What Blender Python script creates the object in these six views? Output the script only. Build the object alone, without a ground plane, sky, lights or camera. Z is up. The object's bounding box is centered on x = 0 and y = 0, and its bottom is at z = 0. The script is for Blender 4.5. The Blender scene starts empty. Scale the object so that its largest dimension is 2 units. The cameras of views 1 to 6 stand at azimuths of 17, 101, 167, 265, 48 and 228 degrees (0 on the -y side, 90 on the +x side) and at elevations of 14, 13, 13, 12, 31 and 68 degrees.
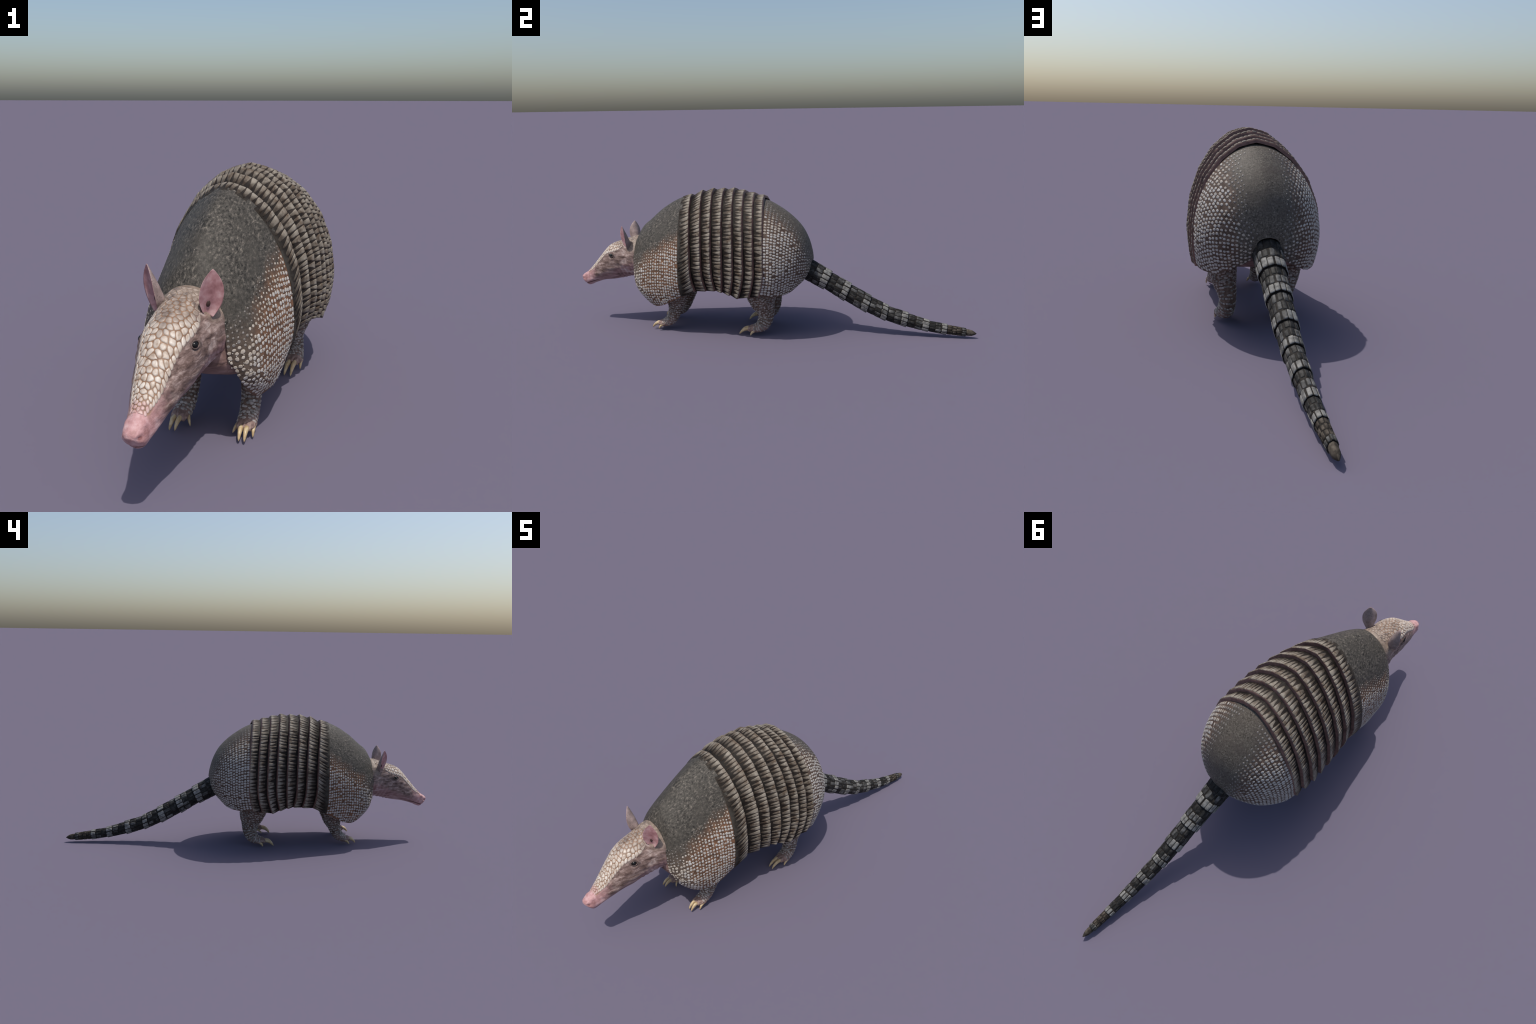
"""Nine-banded armadillo, built part by part.  Animal faces -y, mirror plane x = 0."""
import bpy, math, random
import numpy as np
from mathutils import Vector

rng = np.random.default_rng(7)
random.seed(7)
PI = math.pi

# ------------------------------------------------------------------ helpers
def new_object(name, verts, faces, mats, parent=None, face_mats=None, smooth=True, normals=None):
    me = bpy.data.meshes.new(name)
    me.from_pydata([tuple(map(float, v)) for v in verts], [], [tuple(int(i) for i in f) for f in faces])
    for m in mats:
        me.materials.append(m)
    if face_mats is not None:
        me.polygons.foreach_set("material_index", np.asarray(face_mats, dtype=np.int32))
    me.polygons.foreach_set("use_smooth", np.full(len(me.polygons), smooth))
    me.update()
    if normals is not None:
        me.normals_split_custom_set_from_vertices([tuple(map(float, n)) for n in normals])
    ob = bpy.data.objects.new(name, me)
    bpy.context.scene.collection.objects.link(ob)
    if parent is not None:
        ob.parent = parent
    return ob

def smooth_by_angle(ob, deg=40):
    me = ob.data
    me.polygons.foreach_set("use_smooth", np.full(len(me.polygons), True))
    me.set_sharp_from_angle(angle=math.radians(deg))

def catmull(P, s):
    """P (N,k) control rows, s in [0,N-1] -> (...,k)"""
    P = np.asarray(P, float); s = np.asarray(s, float)
    N = len(P)
    i = np.clip(np.floor(s).astype(int), 0, N - 2)
    f = (s - i)[..., None]
    g = lambda j: P[np.clip(j, 0, N - 1)]
    p1, p2 = g(i), g(i + 1)
    p0 = np.where((i > 0)[..., None], g(i - 1), 2 * p1 - p2)
    p3 = np.where((i < N - 2)[..., None], g(i + 2), 2 * p2 - p1)
    return 0.5 * ((2 * p1) + (-p0 + p2) * f + (2 * p0 - 5 * p1 + 4 * p2 - p3) * f ** 2 + (-p0 + 3 * p1 - 3 * p2 + p3) * f ** 3)

def grid_faces(nr, nc, wrap=False, off=0):
    f = []
    for r in range(nr - 1):
        for c in range(nc if wrap else nc - 1):
            c2 = (c + 1) % nc
            f.append((off + r * nc + c, off + r * nc + c2, off + (r + 1) * nc + c2, off + (r + 1) * nc + c))
    return f

def unit(v):
    return v / np.maximum(np.linalg.norm(v, axis=-1, keepdims=True), 1e-9)

def smoothstep(a, b, x):
    q = np.clip((np.asarray(x, float) - a) / (b - a), 0, 1)
    return q * q * (3 - 2 * q)

def value_noise(P, scale, seed=0):
    """cheap smooth 3D value noise in [-1,1]"""
    Q = np.asarray(P, float) * scale
    I = np.floor(Q).astype(np.int64); F = Q - I; F = F * F * (3 - 2 * F)
    def h(ix, iy, iz):
        n = (ix * 374761393 + iy * 668265263 + iz * 2147483647 + seed * 974634777) & 0xffffffff
        n = ((n ^ (n >> 13)) * 1274126177) & 0xffffffff
        return ((n ^ (n >> 16)) & 0xffff) / 32767.5 - 1
    r = 0
    for dx in (0, 1):
        for dy in (0, 1):
            for dz in (0, 1):
                w = (F[..., 0] if dx else 1 - F[..., 0]) * (F[..., 1] if dy else 1 - F[..., 1]) * (F[..., 2] if dz else 1 - F[..., 2])
                r = r + w * h(I[..., 0] + dx, I[..., 1] + dy, I[..., 2] + dz)
    return r

class Soup:
    """collects many little pieces into one mesh"""
    def __init__(self): self.v = []; self.f = []; self.m = []; self.n = 0
    def add(self, v, f, mat=0):
        self.v.append(np.asarray(v)); self.f += [tuple(i + self.n for i in q) for q in f]
        self.m += [mat] * len(f); self.n += len(v)
    def build(self, name, mats, parent, kind="stuff"):
        if not self.n: return None
        ob = new_object(name, np.concatenate(self.v), self.f, mats, parent, self.m)
        if kind: ob["kind"] = kind
        return ob

def dome_faces(n, rings):
    f = []
    for r in range(rings - 1):
        for c in range(n):
            f.append((r * n + c, r * n + (c + 1) % n, (r + 1) * n + (c + 1) % n, (r + 1) * n + c))
    k = rings * n
    for c in range(n):
        f.append(((rings - 1) * n + c, (rings - 1) * n + (c + 1) % n, k))
    return f

def dome_plate(outline, F, height, sink=0.0012, flat=0.62):
    """outline (n,2) in surface parameters; F(a,b)->(pos,normal). A raised plate with a bevelled edge."""
    o = np.asarray(outline, float); c = o.mean(0); n = len(o)
    prof = [(1.0, -sink), (0.93, 0.45 * height), (flat + 0.18, 0.88 * height), (0.45, height)]
    ab = np.concatenate([c + (o - c) * k for k, _ in prof] + [c[None]])
    hh = np.concatenate([np.full(n, h) for _, h in prof] + [[height]])
    p, nn = F(ab[:, 0], ab[:, 1])
    return p + nn * hh[:, None], dome_faces(n, len(prof))

def chaikin(p, it=2):
    p = np.asarray(p, float)
    for _ in range(it):
        q = np.roll(p, -1, 0)
        p = np.stack([0.75 * p + 0.25 * q, 0.25 * p + 0.75 * q], 1).reshape(-1, 2)
    return p

# ------------------------------------------------------------------ materials
class Nodes:
    def __init__(self, name, rough=0.55, spec=0.4):
        self.mat = bpy.data.materials.new(name); self.mat.use_nodes = True
        self.nt = self.mat.node_tree
        self.bsdf = self.nt.nodes["Principled BSDF"]
        self.bsdf.inputs["Roughness"].default_value = rough
        self.bsdf.inputs["Specular IOR Level"].default_value = spec
        self.tc = self.nt.nodes.new("ShaderNodeTexCoord")
        self.co = self.tc.outputs["Object"]
    def link(self, a, b): self.nt.links.new(a, b)
    def put(self, sock, v):
        if isinstance(v, bpy.types.NodeSocket): self.link(v, sock)
        elif isinstance(v, (tuple, list)) and len(v) == 3 and sock.type == 'RGBA': sock.default_value = (*v, 1)
        else: sock.default_value = v
    def math(self, op, a, b=0.0, c=None, clamp=False):
        n = self.nt.nodes.new("ShaderNodeMath"); n.operation = op; n.use_clamp = clamp
        self.put(n.inputs[0], a); self.put(n.inputs[1], b)
        if c is not None: self.put(n.inputs[2], c)
        return n.outputs[0]
    def xyz(self):
        n = self.nt.nodes.new("ShaderNodeSeparateXYZ"); self.link(self.co, n.inputs[0])
        return n.outputs[0], n.outputs[1], n.outputs[2]
    def scaled(self, sx, sy, sz):
        n = self.nt.nodes.new("ShaderNodeMapping"); n.inputs["Scale"].default_value = (sx, sy, sz)
        self.link(self.co, n.inputs[0]); return n.outputs[0]
    def noise(self, scale, detail=3, rough=0.55, co=None, dist=0.0):
        n = self.nt.nodes.new("ShaderNodeTexNoise"); n.inputs["Scale"].default_value = scale
        n.inputs["Detail"].default_value = detail; n.inputs["Roughness"].default_value = rough
        n.inputs["Distortion"].default_value = dist
        self.link(co or self.co, n.inputs["Vector"]); return n.outputs["Fac"]
    def voronoi(self, scale, feature='F1', co=None):
        n = self.nt.nodes.new("ShaderNodeTexVoronoi"); n.feature = feature; n.inputs["Scale"].default_value = scale
        self.link(co or self.co, n.inputs["Vector"]); return n.outputs["Distance"]
    def ramp(self, fac, stops):
        n = self.nt.nodes.new("ShaderNodeValToRGB"); e = n.color_ramp.elements
        while len(e) < len(stops): e.new(0.5)
        for el, (p, c) in zip(e, stops):
            el.position = p; el.color = (*c, 1) if isinstance(c, (tuple, list)) else (c, c, c, 1)
        self.link(fac, n.inputs[0]); return n.outputs[0]
    def range(self, v, a, b, lo=0.0, hi=1.0):
        n = self.nt.nodes.new("ShaderNodeMapRange"); n.interpolation_type = 'SMOOTHSTEP'
        self.put(n.inputs[0], v)
        for i, q in enumerate((a, b, lo, hi)): n.inputs[1 + i].default_value = q
        return n.outputs[0]
    def mix(self, fac, a, b, blend='MIX'):
        n = self.nt.nodes.new("ShaderNodeMix"); n.data_type = 'RGBA'; n.blend_type = blend
        self.put(n.inputs[0], fac); self.put(n.inputs[6], a); self.put(n.inputs[7], b)
        return n.outputs[2]
    def done(self, color, bump=None, strength=0.3, dist=0.002):
        self.put(self.bsdf.inputs["Base Color"], color)
        if bump is not None:
            b = self.nt.nodes.new("ShaderNodeBump"); b.inputs["Strength"].default_value = strength
            b.inputs["Distance"].default_value = dist
            self.link(bump, b.inputs["Height"]); self.link(b.outputs[0], self.bsdf.inputs["Normal"])
        return self.mat

def mat_blotch(name, a, b, c=None, scale=60, rough=0.5, bump=120, strength=0.3, spec=0.4):
    """two or three colours mottled by noise, with fine grain"""
    N = Nodes(name, rough, spec)
    n1 = N.noise(scale, 4)
    stops = [(0.3, a), (0.7, b)] if c is None else [(0.28, a), (0.5, b), (0.72, c)]
    return N.done(N.ramp(n1, stops), N.noise(bump, 3), strength, 0.0015)

def mat_shoulder_skin():
    N = Nodes("shoulder_hide", 0.55, 0.2)
    x, y, z = N.xyz()
    grain = N.noise(165, 5, 0.75, N.scaled(1, 0.5, 0.65))
    dorsal = N.ramp(grain, [(0.35, (0.010, 0.009, 0.008)), (0.44, (0.044, 0.040, 0.033)), (0.56, (0.084, 0.075, 0.064)), (0.68, (0.23, 0.2, 0.16))])
    big = N.noise(14, 3)
    dorsal = N.mix(N.range(big, 0.45, 0.62, 0, 0.5), dorsal, (0.060, 0.054, 0.045))
    rust = N.ramp(N.noise(45, 4, 0.6), [(0.3, (0.065, 0.039, 0.026)), (0.5, (0.15, 0.080, 0.047)), (0.72, (0.24, 0.122, 0.066))])
    dull = N.ramp(N.noise(80, 4, 0.6), [(0.3, (0.06, 0.045, 0.035)), (0.7, (0.14, 0.105, 0.08))])
    # rust skin shows on the flank below a slanting border, dull brown beside it
    d = N.math('SUBTRACT', z, N.math('MULTIPLY_ADD', y, 0.62, 0.76))
    d = N.math('ADD', d, N.math('MULTIPLY_ADD', N.noise(22, 4, 0.6), 0.13, -0.065))
    front = N.math('ADD', y, N.math('MULTIPLY_ADD', N.noise(18, 3), 0.08, -0.04))
    flank = N.mix(N.range(front, -0.64, -0.57), dull, rust)
    col = N.mix(N.range(d, -0.055, 0.035), flank, dorsal)
    return N.done(col, N.noise(300, 3, 0.7, N.scaled(1, 0.6, 0.7)), 0.55, 0.002)

def mat_pelvic_skin():
    N = Nodes("pelvic_hide", 0.55, 0.2)
    x, y, z = N.xyz()
    grain = N.noise(170, 5, 0.75)
    dorsal = N.ramp(grain, [(0.34, (0.022, 0.018, 0.014)), (0.43, (0.075, 0.063, 0.050)), (0.56, (0.130, 0.112, 0.090)), (0.68, (0.24, 0.215, 0.175))])
    plain = N.ramp(N.noise(160, 3), [(0.3, (0.065, 0.053, 0.043)), (0.7, (0.12, 0.1, 0.082))])
    dorsal = N.mix(N.range(N.noise(12, 3), 0.42, 0.62), dorsal, plain)
    brown = N.ramp(N.noise(50, 4, 0.6), [(0.3, (0.055, 0.034, 0.024)), (0.5, (0.105, 0.07, 0.052)), (0.72, (0.16, 0.11, 0.082))])
    ax = N.math('ABSOLUTE', x)
    d = N.math('ADD', ax, N.math('MULTIPLY_ADD', N.noise(25, 4, 0.6), 0.07, -0.035))
    col = N.mix(N.range(d, 0.075, 0.125), dorsal, brown)
    return N.done(col, N.noise(300, 3, 0.7), 0.5, 0.002)

def poly_z(N, z, c):      # c0 + c1 z + c2 z^2
    return N.math('MULTIPLY_ADD', N.math('MULTIPLY_ADD', z, c[2], c[1]), z, c[0])

def mat_band(name, c_rear, length, front, mid, rear, tint):
    """colour runs from the hidden front of a band to its free rear edge"""
    N = Nodes(name, 0.6, 0.15)
    x, y, z = N.xyz()
    f = N.math('DIVIDE', N.math('SUBTRACT', poly_z(N, z, c_rear), y), length)   # 0 at the rear edge, 1 at the front
    f = N.math('ADD', f, N.math('MULTIPLY_ADD', N.noise(90, 4, 0.6, N.scaled(1, 0.35, 1)), 0.8, -0.4))
    col = N.ramp(f, [(0.16, rear), (0.62, mid), (1.0, front)])
    streak = N.ramp(N.noise(32, 4, 0.6), [(0.36, tint), (0.58, (1, 1, 1))])
    col = N.mix(0.85, col, streak, 'MULTIPLY')
    return N.done(col, N.noise(220, 3, 0.6, N.scaled(1, 0.3, 1)), 0.35, 0.0015)

def mat_head_skin():
    N = Nodes("face_skin", 0.5, 0.4)
    x, y, z = N.xyz()
    ax = N.math('ABSOLUTE', x)
    wr = N.noise(50, 5, 0.6, N.scaled(1, 0.3, 1), 0.4)
    pinkish = N.ramp(wr, [(0.34, (0.13, 0.072, 0.063)), (0.47, (0.29, 0.168, 0.155)), (0.57, (0.38, 0.25, 0.235)), (0.68, (0.52, 0.42, 0.40))])
    brown = N.ramp(N.noise(80, 5, 0.65, N.scaled(1, 0.35, 1), 0.5), [(0.36, (0.06, 0.038, 0.028)), (0.48, (0.16, 0.108, 0.086)), (0.58, (0.27, 0.195, 0.165)), (0.68, (0.46, 0.37, 0.325))])
    nose = N.ramp(N.noise(55, 4), [(0.3, (0.33, 0.165, 0.155)), (0.5, (0.48, 0.265, 0.26)), (0.72, (0.6, 0.4, 0.395))])
    gap = N.ramp(N.noise(60, 3), [(0.35, (0.17, 0.095, 0.055)), (0.65, (0.3, 0.18, 0.11))])
    # brown, wrinkled cheek between the eye and the lip; pink throat
    d = N.math('SUBTRACT', z, N.math('MULTIPLY_ADD', N.math('ADD', y, 0.95), 0.42, 0.215))
    d = N.math('ADD', d, N.math('MULTIPLY_ADD', N.noise(30, 3), 0.05, -0.025))
    col = N.mix(N.range(d, -0.012, 0.028, 0, 0.85), pinkish, brown)
    # pink muzzle
    m = N.math('ADD', y, N.math('MULTIPLY_ADD', N.noise(45, 4), 0.07, -0.035))
    col = N.mix(N.range(m, -0.965, -0.885), nose, col)
    # mouth slit
    ml = N.math('ABSOLUTE', N.math('SUBTRACT', z, N.math('MULTIPLY_ADD', N.math('ADD', y, 0.972), 0.33, 0.2)))
    slit = N.math('MULTIPLY', N.range(ml, 0.0012, 0.0035, 1, 0), N.range(y, -0.915, -0.89, 1, 0))
    col = N.mix(slit, col, (0.1, 0.04, 0.035))
    # dark almond skin round the eye
    q = N.math('ADD', N.math('POWER', N.math('DIVIDE', N.math('ADD', N.math('ADD', y, 0.802), N.math('MULTIPLY', N.math('SUBTRACT', z, 0.362), 0.5)), 0.021), 2.0), N.math('POWER', N.math('DIVIDE', N.math('SUBTRACT', z, 0.361), 0.011), 2.0))
    q = N.math('ADD', q, N.math('MULTIPLY_ADD', N.noise(90, 3), 0.8, -0.4))
    col = N.mix(N.range(q, 0.5, 1.3, 0.8, 0), col, (0.06, 0.04, 0.034))
    # dark nostril pits
    e = N.math('ADD', N.math('POWER', N.math('DIVIDE', N.math('SUBTRACT', ax, 0.0185), 0.0045), 2.0), N.math('POWER', N.math('DIVIDE', N.math('ADD', y, 0.986), 0.007), 2.0))
    e = N.math('ADD', e, N.math('POWER', N.math('DIVIDE', N.math('SUBTRACT', z, 0.2265), 0.004), 2.0))
    col = N.mix(N.range(e, 0.3, 1.8, 0.8, 0), col, (0.18, 0.065, 0.06))
    # skin seen between the crown plates
    b = N.math('MULTIPLY_ADD', N.math('ADD', y, 0.934), 0.2, 0.026)
    cap = N.math('MULTIPLY', N.range(N.math('SUBTRACT', ax, b), -0.002, 0.004, 1, 0), N.range(m, -0.965, -0.945))
    cap = N.math('MULTIPLY', cap, N.range(N.math('SUBTRACT', z, N.math('MULTIPLY_ADD', N.math('ADD', y, 0.95), 0.7, 0.24)), -0.02, 0.0))
    cap = N.math('MULTIPLY', cap, N.range(N.math('ADD', N.math('MULTIPLY', ax, 1.6), y), -0.69, -0.665, 1, 0))
    col = N.mix(cap, col, gap)
    nape = N.ramp(N.noise(90, 4), [(0.3, (0.16, 0.115, 0.085)), (0.7, (0.36, 0.28, 0.22))])
    top = N.math('MULTIPLY', N.range(y, -0.73, -0.705), N.range(z, 0.37, 0.41))
    col = N.mix(top, col, nape)
    return N.done(col, N.noise(110, 5, 0.65, N.scaled(1, 0.4, 1), 0.3), 0.6, 0.003)

def mat_head_plate():
    N = Nodes("crown_plate_horn", 0.42, 0.45)
    x, y, z = N.xyz()
    pale = N.ramp(N.noise(70, 4), [(0.28, (0.33, 0.245, 0.18)), (0.45, (0.49, 0.405, 0.33)), (0.68, (0.63, 0.57, 0.5))])
    dark = N.ramp(N.noise(60, 4), [(0.3, (0.13, 0.1, 0.085)), (0.55, (0.32, 0.25, 0.2)), (0.75, (0.46, 0.38, 0.32))])
    d = N.math('ADD', y, N.math('MULTIPLY_ADD', N.noise(30, 3), 0.12, -0.06))
    d = N.math('SUBTRACT', d, N.math('MULTIPLY', N.math('ABSOLUTE', x), 1.7))
    c = N.mix(N.range(d, -0.885, -0.82), pale, dark)
    pink = N.ramp(N.noise(60, 3), [(0.35, (0.42, 0.22, 0.2)), (0.65, (0.58, 0.38, 0.36))])
    c = N.mix(N.range(N.math('ADD', y, N.math('MULTIPLY_ADD', N.noise(50, 3), 0.05, -0.025)), -0.958, -0.928, 0.8, 0), c, pink)
    return N.done(c, N.noise(180, 3), 0.2, 0.001)

def mat_ear():
    N = Nodes("ear_skin", 0.6, 0.3)
    c = N.ramp(N.noise(40, 3), [(0.3, (0.24, 0.18, 0.165)), (0.7, (0.42, 0.32, 0.295))])
    sp = N.range(N.noise(330, 3, 0.6), 0.56, 0.66)
    return N.done(N.mix(N.math('MULTIPLY', sp, 0.75), c, (0.09, 0.065, 0.06)), N.noise(300, 2), 0.4, 0.001)

def mat_leg():
    N = Nodes("leg_skin", 0.6, 0.3)
    x, y, z = N.xyz()
    base = N.ramp(N.noise(70, 4, 0.6), [(0.3, (0.06, 0.037, 0.027)), (0.5, (0.125, 0.081, 0.061)), (0.72, (0.2, 0.14, 0.11))])
    foot = N.ramp(N.noise(80, 4, 0.6), [(0.3, (0.13, 0.08, 0.066)), (0.5, (0.25, 0.165, 0.14)), (0.72, (0.4, 0.29, 0.25))])
    d = N.math('ADD', z, N.math('MULTIPLY_ADD', N.noise(40, 3), 0.03, -0.015))
    return N.done(N.mix(N.range(d, 0.035, 0.07), foot, base), N.noise(140, 4, 0.6, N.scaled(0.7, 0.7, 1.6)), 0.6, 0.003)

def mat_belly():
    N = Nodes("belly_skin", 0.65, 0.3)
    w = N.noise(40, 5, 0.6, N.scaled(0.4, 1.6, 1), 0.5)
    return N.done(N.ramp(w, [(0.3, (0.1, 0.06, 0.05)), (0.5, (0.23, 0.145, 0.125)), (0.7, (0.33, 0.22, 0.2))]), w, 0.7, 0.005)

M = {}
M['shoulder'] = mat_shoulder_skin()
M['pelvic'] = mat_pelvic_skin()
M['head'] = mat_head_skin()
M['plate'] = mat_head_plate()
M['ear'] = mat_ear()
M['ear_in'] = mat_blotch("inner_ear_skin", (0.27, 0.12, 0.12), (0.42, 0.22, 0.22), (0.55, 0.36, 0.35), 45, 0.5, 150, 0.2)
M['canal'] = mat_blotch("ear_canal_skin", (0.035, 0.018, 0.014), (0.07, 0.038, 0.03), None, 80)
M['leg'] = mat_leg()
M['belly'] = mat_belly()
M['claw'] = mat_blotch("claw_horn", (0.36, 0.24, 0.12), (0.5, 0.37, 0.2), (0.6, 0.49, 0.31), 70, 0.38, 200, 0.15, 0.5)
M['eye'] = mat_blotch("eye_black", (0.004, 0.004, 0.004), (0.01, 0.009, 0.008), None, 50, 0.22, 50, 0.0, 0.3)
M['lid'] = mat_blotch("eyelid_skin", (0.05, 0.035, 0.03), (0.17, 0.115, 0.1), None, 120, 0.55)
M['scute_a'] = mat_blotch("scute_pale_horn", (0.30, 0.275, 0.24), (0.43, 0.40, 0.36), (0.54, 0.52, 0.485), 90, 0.55, 220, 0.25, 0.3)
M['scute_b'] = mat_blotch("scute_tan_horn", (0.28, 0.24, 0.19), (0.4, 0.35, 0.29), (0.5, 0.46, 0.4), 90, 0.55, 220, 0.25, 0.3)
M['scute_c'] = mat_blotch("scute_grey_horn", (0.13, 0.115, 0.1), (0.21, 0.19, 0.17), (0.3, 0.275, 0.25), 90, 0.55, 220, 0.25, 0.3)
M['leg_scale'] = mat_blotch("leg_scale_horn", (0.22, 0.185, 0.16), (0.34, 0.3, 0.27), (0.45, 0.41, 0.38), 80, 0.5, 200, 0.25)
M['lip'] = mat_blotch("band_rim_skin", (0.10, 0.052, 0.042), (0.175, 0.092, 0.072), (0.24, 0.135, 0.105), 40, 0.6)
M['tail_core'] = mat_blotch("tail_skin_black", (0.012, 0.011, 0.010), (0.02, 0.017, 0.014), (0.04, 0.033, 0.028), 70, 0.7, 120, 0.3, 0.12)
M['tail_pale'] = mat_blotch("tail_scale_pale", (0.07, 0.067, 0.061), (0.2, 0.194, 0.178), (0.31, 0.3, 0.275), 60, 0.6, 180, 0.3, 0.2)
M['tail_mid'] = mat_blotch("tail_scale_grey", (0.014, 0.014, 0.013), (0.075, 0.073, 0.068), (0.18, 0.175, 0.165), 50, 0.6, 180, 0.3, 0.2)
M['tail_dark'] = mat_blotch("tail_scale_black", (0.009, 0.009, 0.009), (0.022, 0.021, 0.019), (0.075, 0.071, 0.065), 55, 0.6, 180, 0.3, 0.15)
M['tail_tip'] = mat_blotch("tail_scale_brown", (0.016, 0.013, 0.010), (0.048, 0.039, 0.03), (0.12, 0.1, 0.078), 60, 0.65, 180, 0.3, 0.12)

# ------------------------------------------------------------------ the thing
root = bpy.data.objects.new("armadillo", None)
bpy.context.scene.collection.objects.link(root)
root["label"] = "grey banded armadillo with scaly shell and long tail"
root["category"] = "armadillo"

# ------------------------------------------------------------------ carapace rings
# a ring: top (y,z) on the midline, widest point (w,y,z) on the flank, rim (x,y,z)
T_MID = 0.62
def ring_point(P, t):
    """P (...,9): yt zt w ym zc xr yr zr shape ; t in [-1,1], sign = side"""
    P = np.asarray(P, float); t = np.asarray(t, float)
    yt, zt, w, ym, zc, xr, yr, zr, pw = np.moveaxis(P, -1, 0)
    a = np.abs(t)
    ph = np.minimum(a / T_MID, 1) * PI / 2
    q = np.clip((a - T_MID) / (1 - T_MID), 0, 1)
    sp, cp = np.sin(ph), np.cos(ph)
    x = w * sp ** pw + (xr - w) * q ** 2
    y = yt + (ym - yt) * sp ** 1.5 + (yr - ym) * q ** 1.6
    z = zc + (zt - zc) * cp + (zr - zc) * q
    return np.stack([np.where(t < 0, -x, x), y, z], -1)

SHOULDER = [
    # yt     zt     w      ym     zc    xr     yr     zr    shape
    (-.672, .455, .093, -.674, .330, .104, -.667, .270, 1.05),
    (-.640, .511, .134, -.652, .255, .121, -.645, .213, 1.26),
    (-.602, .543, .160, -.618, .236, .130, -.605, .166, 1.34),
    (-.562, .579, .174, -.576, .230, .138, -.557, .134, 1.42),
    (-.522, .609, .181, -.530, .238, .162, -.510, .142, 1.40),
    (-.480, .635, .189, -.478, .255, .174, -.470, .160, 1.35),
    (-.437, .655, .197, -.418, .285, .178, -.412, .190, 1.24),
    (-.385, .674, .208, -.350, .335, .184, -.335, .226, 1.14)]
BAND_EDGE = [
    SHOULDER[-1],
    (-.328, .694, .219, -.291, .340, .196, -.275, .233, 1.13),
    (-.272, .704, .227, -.240, .340, .208, -.227, .239, 1.11),
    (-.217, .705, .234, -.186, .340, .216, -.193, .235, 1.10),
    (-.167, .707, .236, -.133, .340, .221, -.153, .224, 1.09),
    (-.117, .696, .238, -.084, .338, .223, -.113, .210, 1.08),
    (-.068, .684, .237, -.035, .336, .222, -.060, .219, 1.07),
    (-.021, .673, .234, .011, .336, .221, -.012, .222, 1.06)]
PELVIC = [
    (-.030, .655, .225, .000, .338, .214, -.020, .225, 1.05),
    (.004, .643, .226, .018, .340, .213, -.002, .224, 1.05),
    (.048, .621, .220, .056, .342, .203, .040, .221, 1.12),
    (.113, .576, .198, .105, .345, .175, .088, .221, 1.14),
    (.165, .522, .164, .152, .345, .145, .126, .231, 1.12),
    (.197, .463, .119, .186, .345, .108, .156, .252, 1.06),
    (.215, .405, .071, .207, .342, .068, .184, .276, 1.0),
    (.221, .366, .040, .213, .338, .043, .202, .310, 1.0)]

def surf(stations):
    A = np.array(stations)
    def S(s, t):
        s, t = np.broadcast_arrays(np.asarray(s, float), np.asarray(t, float))
        return ring_point(catmull(A, s), t)
    return S
S_SHO, S_PEL = surf(SHOULDER), surf(PELVIC)

def surf_normal(S, s, t, e=0.004):
    s, t = np.broadcast_arrays(np.asarray(s, float), np.asarray(t, float))
    ds = S(s + e, t) - S(s - e, t); dt = S(s, t + e) - S(s, t - e)
    n = unit(np.cross(ds, dt)); p = S(s, t)
    flip = np.sum(n * (p - np.array([0, 0, 0.33]) * 1.0 - np.stack([0 * s, p[..., 1], 0 * s], -1)), -1) < 0
    return np.where(flip[..., None], -n, n)

def build_shield(name, S, s0, s1, nS, nT, thick, mat):
    s = np.linspace(s0, s1, nS)[:, None]; t = np.linspace(-1, 1, nT)[None, :]
    P = S(s, t)
    n = unit(np.cross(np.gradient(P, axis=0), np.gradient(P, axis=1)))
    c = P[nS // 2, nT // 2]
    if n[nS // 2, nT // 2, 2] < 0: n = -n
    P = P + n * (value_noise(P, 28, 3) * 0.0003)[..., None]
    Q = P - n * thick
    verts = np.concatenate([P.reshape(-1, 3), Q.reshape(-1, 3)])
    k = nS * nT
    f = grid_faces(nS, nT) + [tuple(reversed(q)) for q in grid_faces(nS, nT, off=k)]
    def edge(idx):
        for a, b in zip(idx[:-1], idx[1:]): f.append((a, b, b + k, a + k))
    n_out, n_in = len(f) // 2, len(f) // 2
    edge([r * nT for r in range(nS)]); edge([r * nT + nT - 1 for r in range(nS)][::-1])
    edge(list(range(nT))[::-1]); edge([(nS - 1) * nT + c for c in range(nT)])
    fm = [0] * n_out + [1] * n_in + [0] * (len(f) - n_out - n_in)      # hide outside, soft skin lining
    ob = new_object(name, verts, f, [mat, M['belly']], root, fm)
    smooth_by_angle(ob, 50)
    return ob

shoulder = build_shield("shoulder_shield", S_SHO, 0, 6.4, 136, 260, 0.008, M['shoulder'])
pelvic = build_shield("pelvic_shield", S_PEL, 0, 7, 130, 260, 0.008, M['pelvic'])

# ------------------------------------------------------------------ bands
STEP = 0.0128           # how far a band's free edge stands above the next band
FACET = np.concatenate([np.linspace(0, T_MID, 6), np.linspace(T_MID, 1, 4)[1:]])
FACET = np.concatenate([-FACET[::-1][:-1], FACET])

def facet_ring(P, t):
    """ring as a slightly faceted polyline, the way the armour plates break"""
    V = ring_point(np.asarray(P)[None, :], FACET)
    out = np.stack([np.interp(t, FACET, V[:, i]) for i in range(3)], -1)
    return 0.75 * out + 0.25 * ring_point(np.asarray(P)[None, :].repeat(np.size(t), 0).reshape(*np.shape(t), 9), t)

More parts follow.
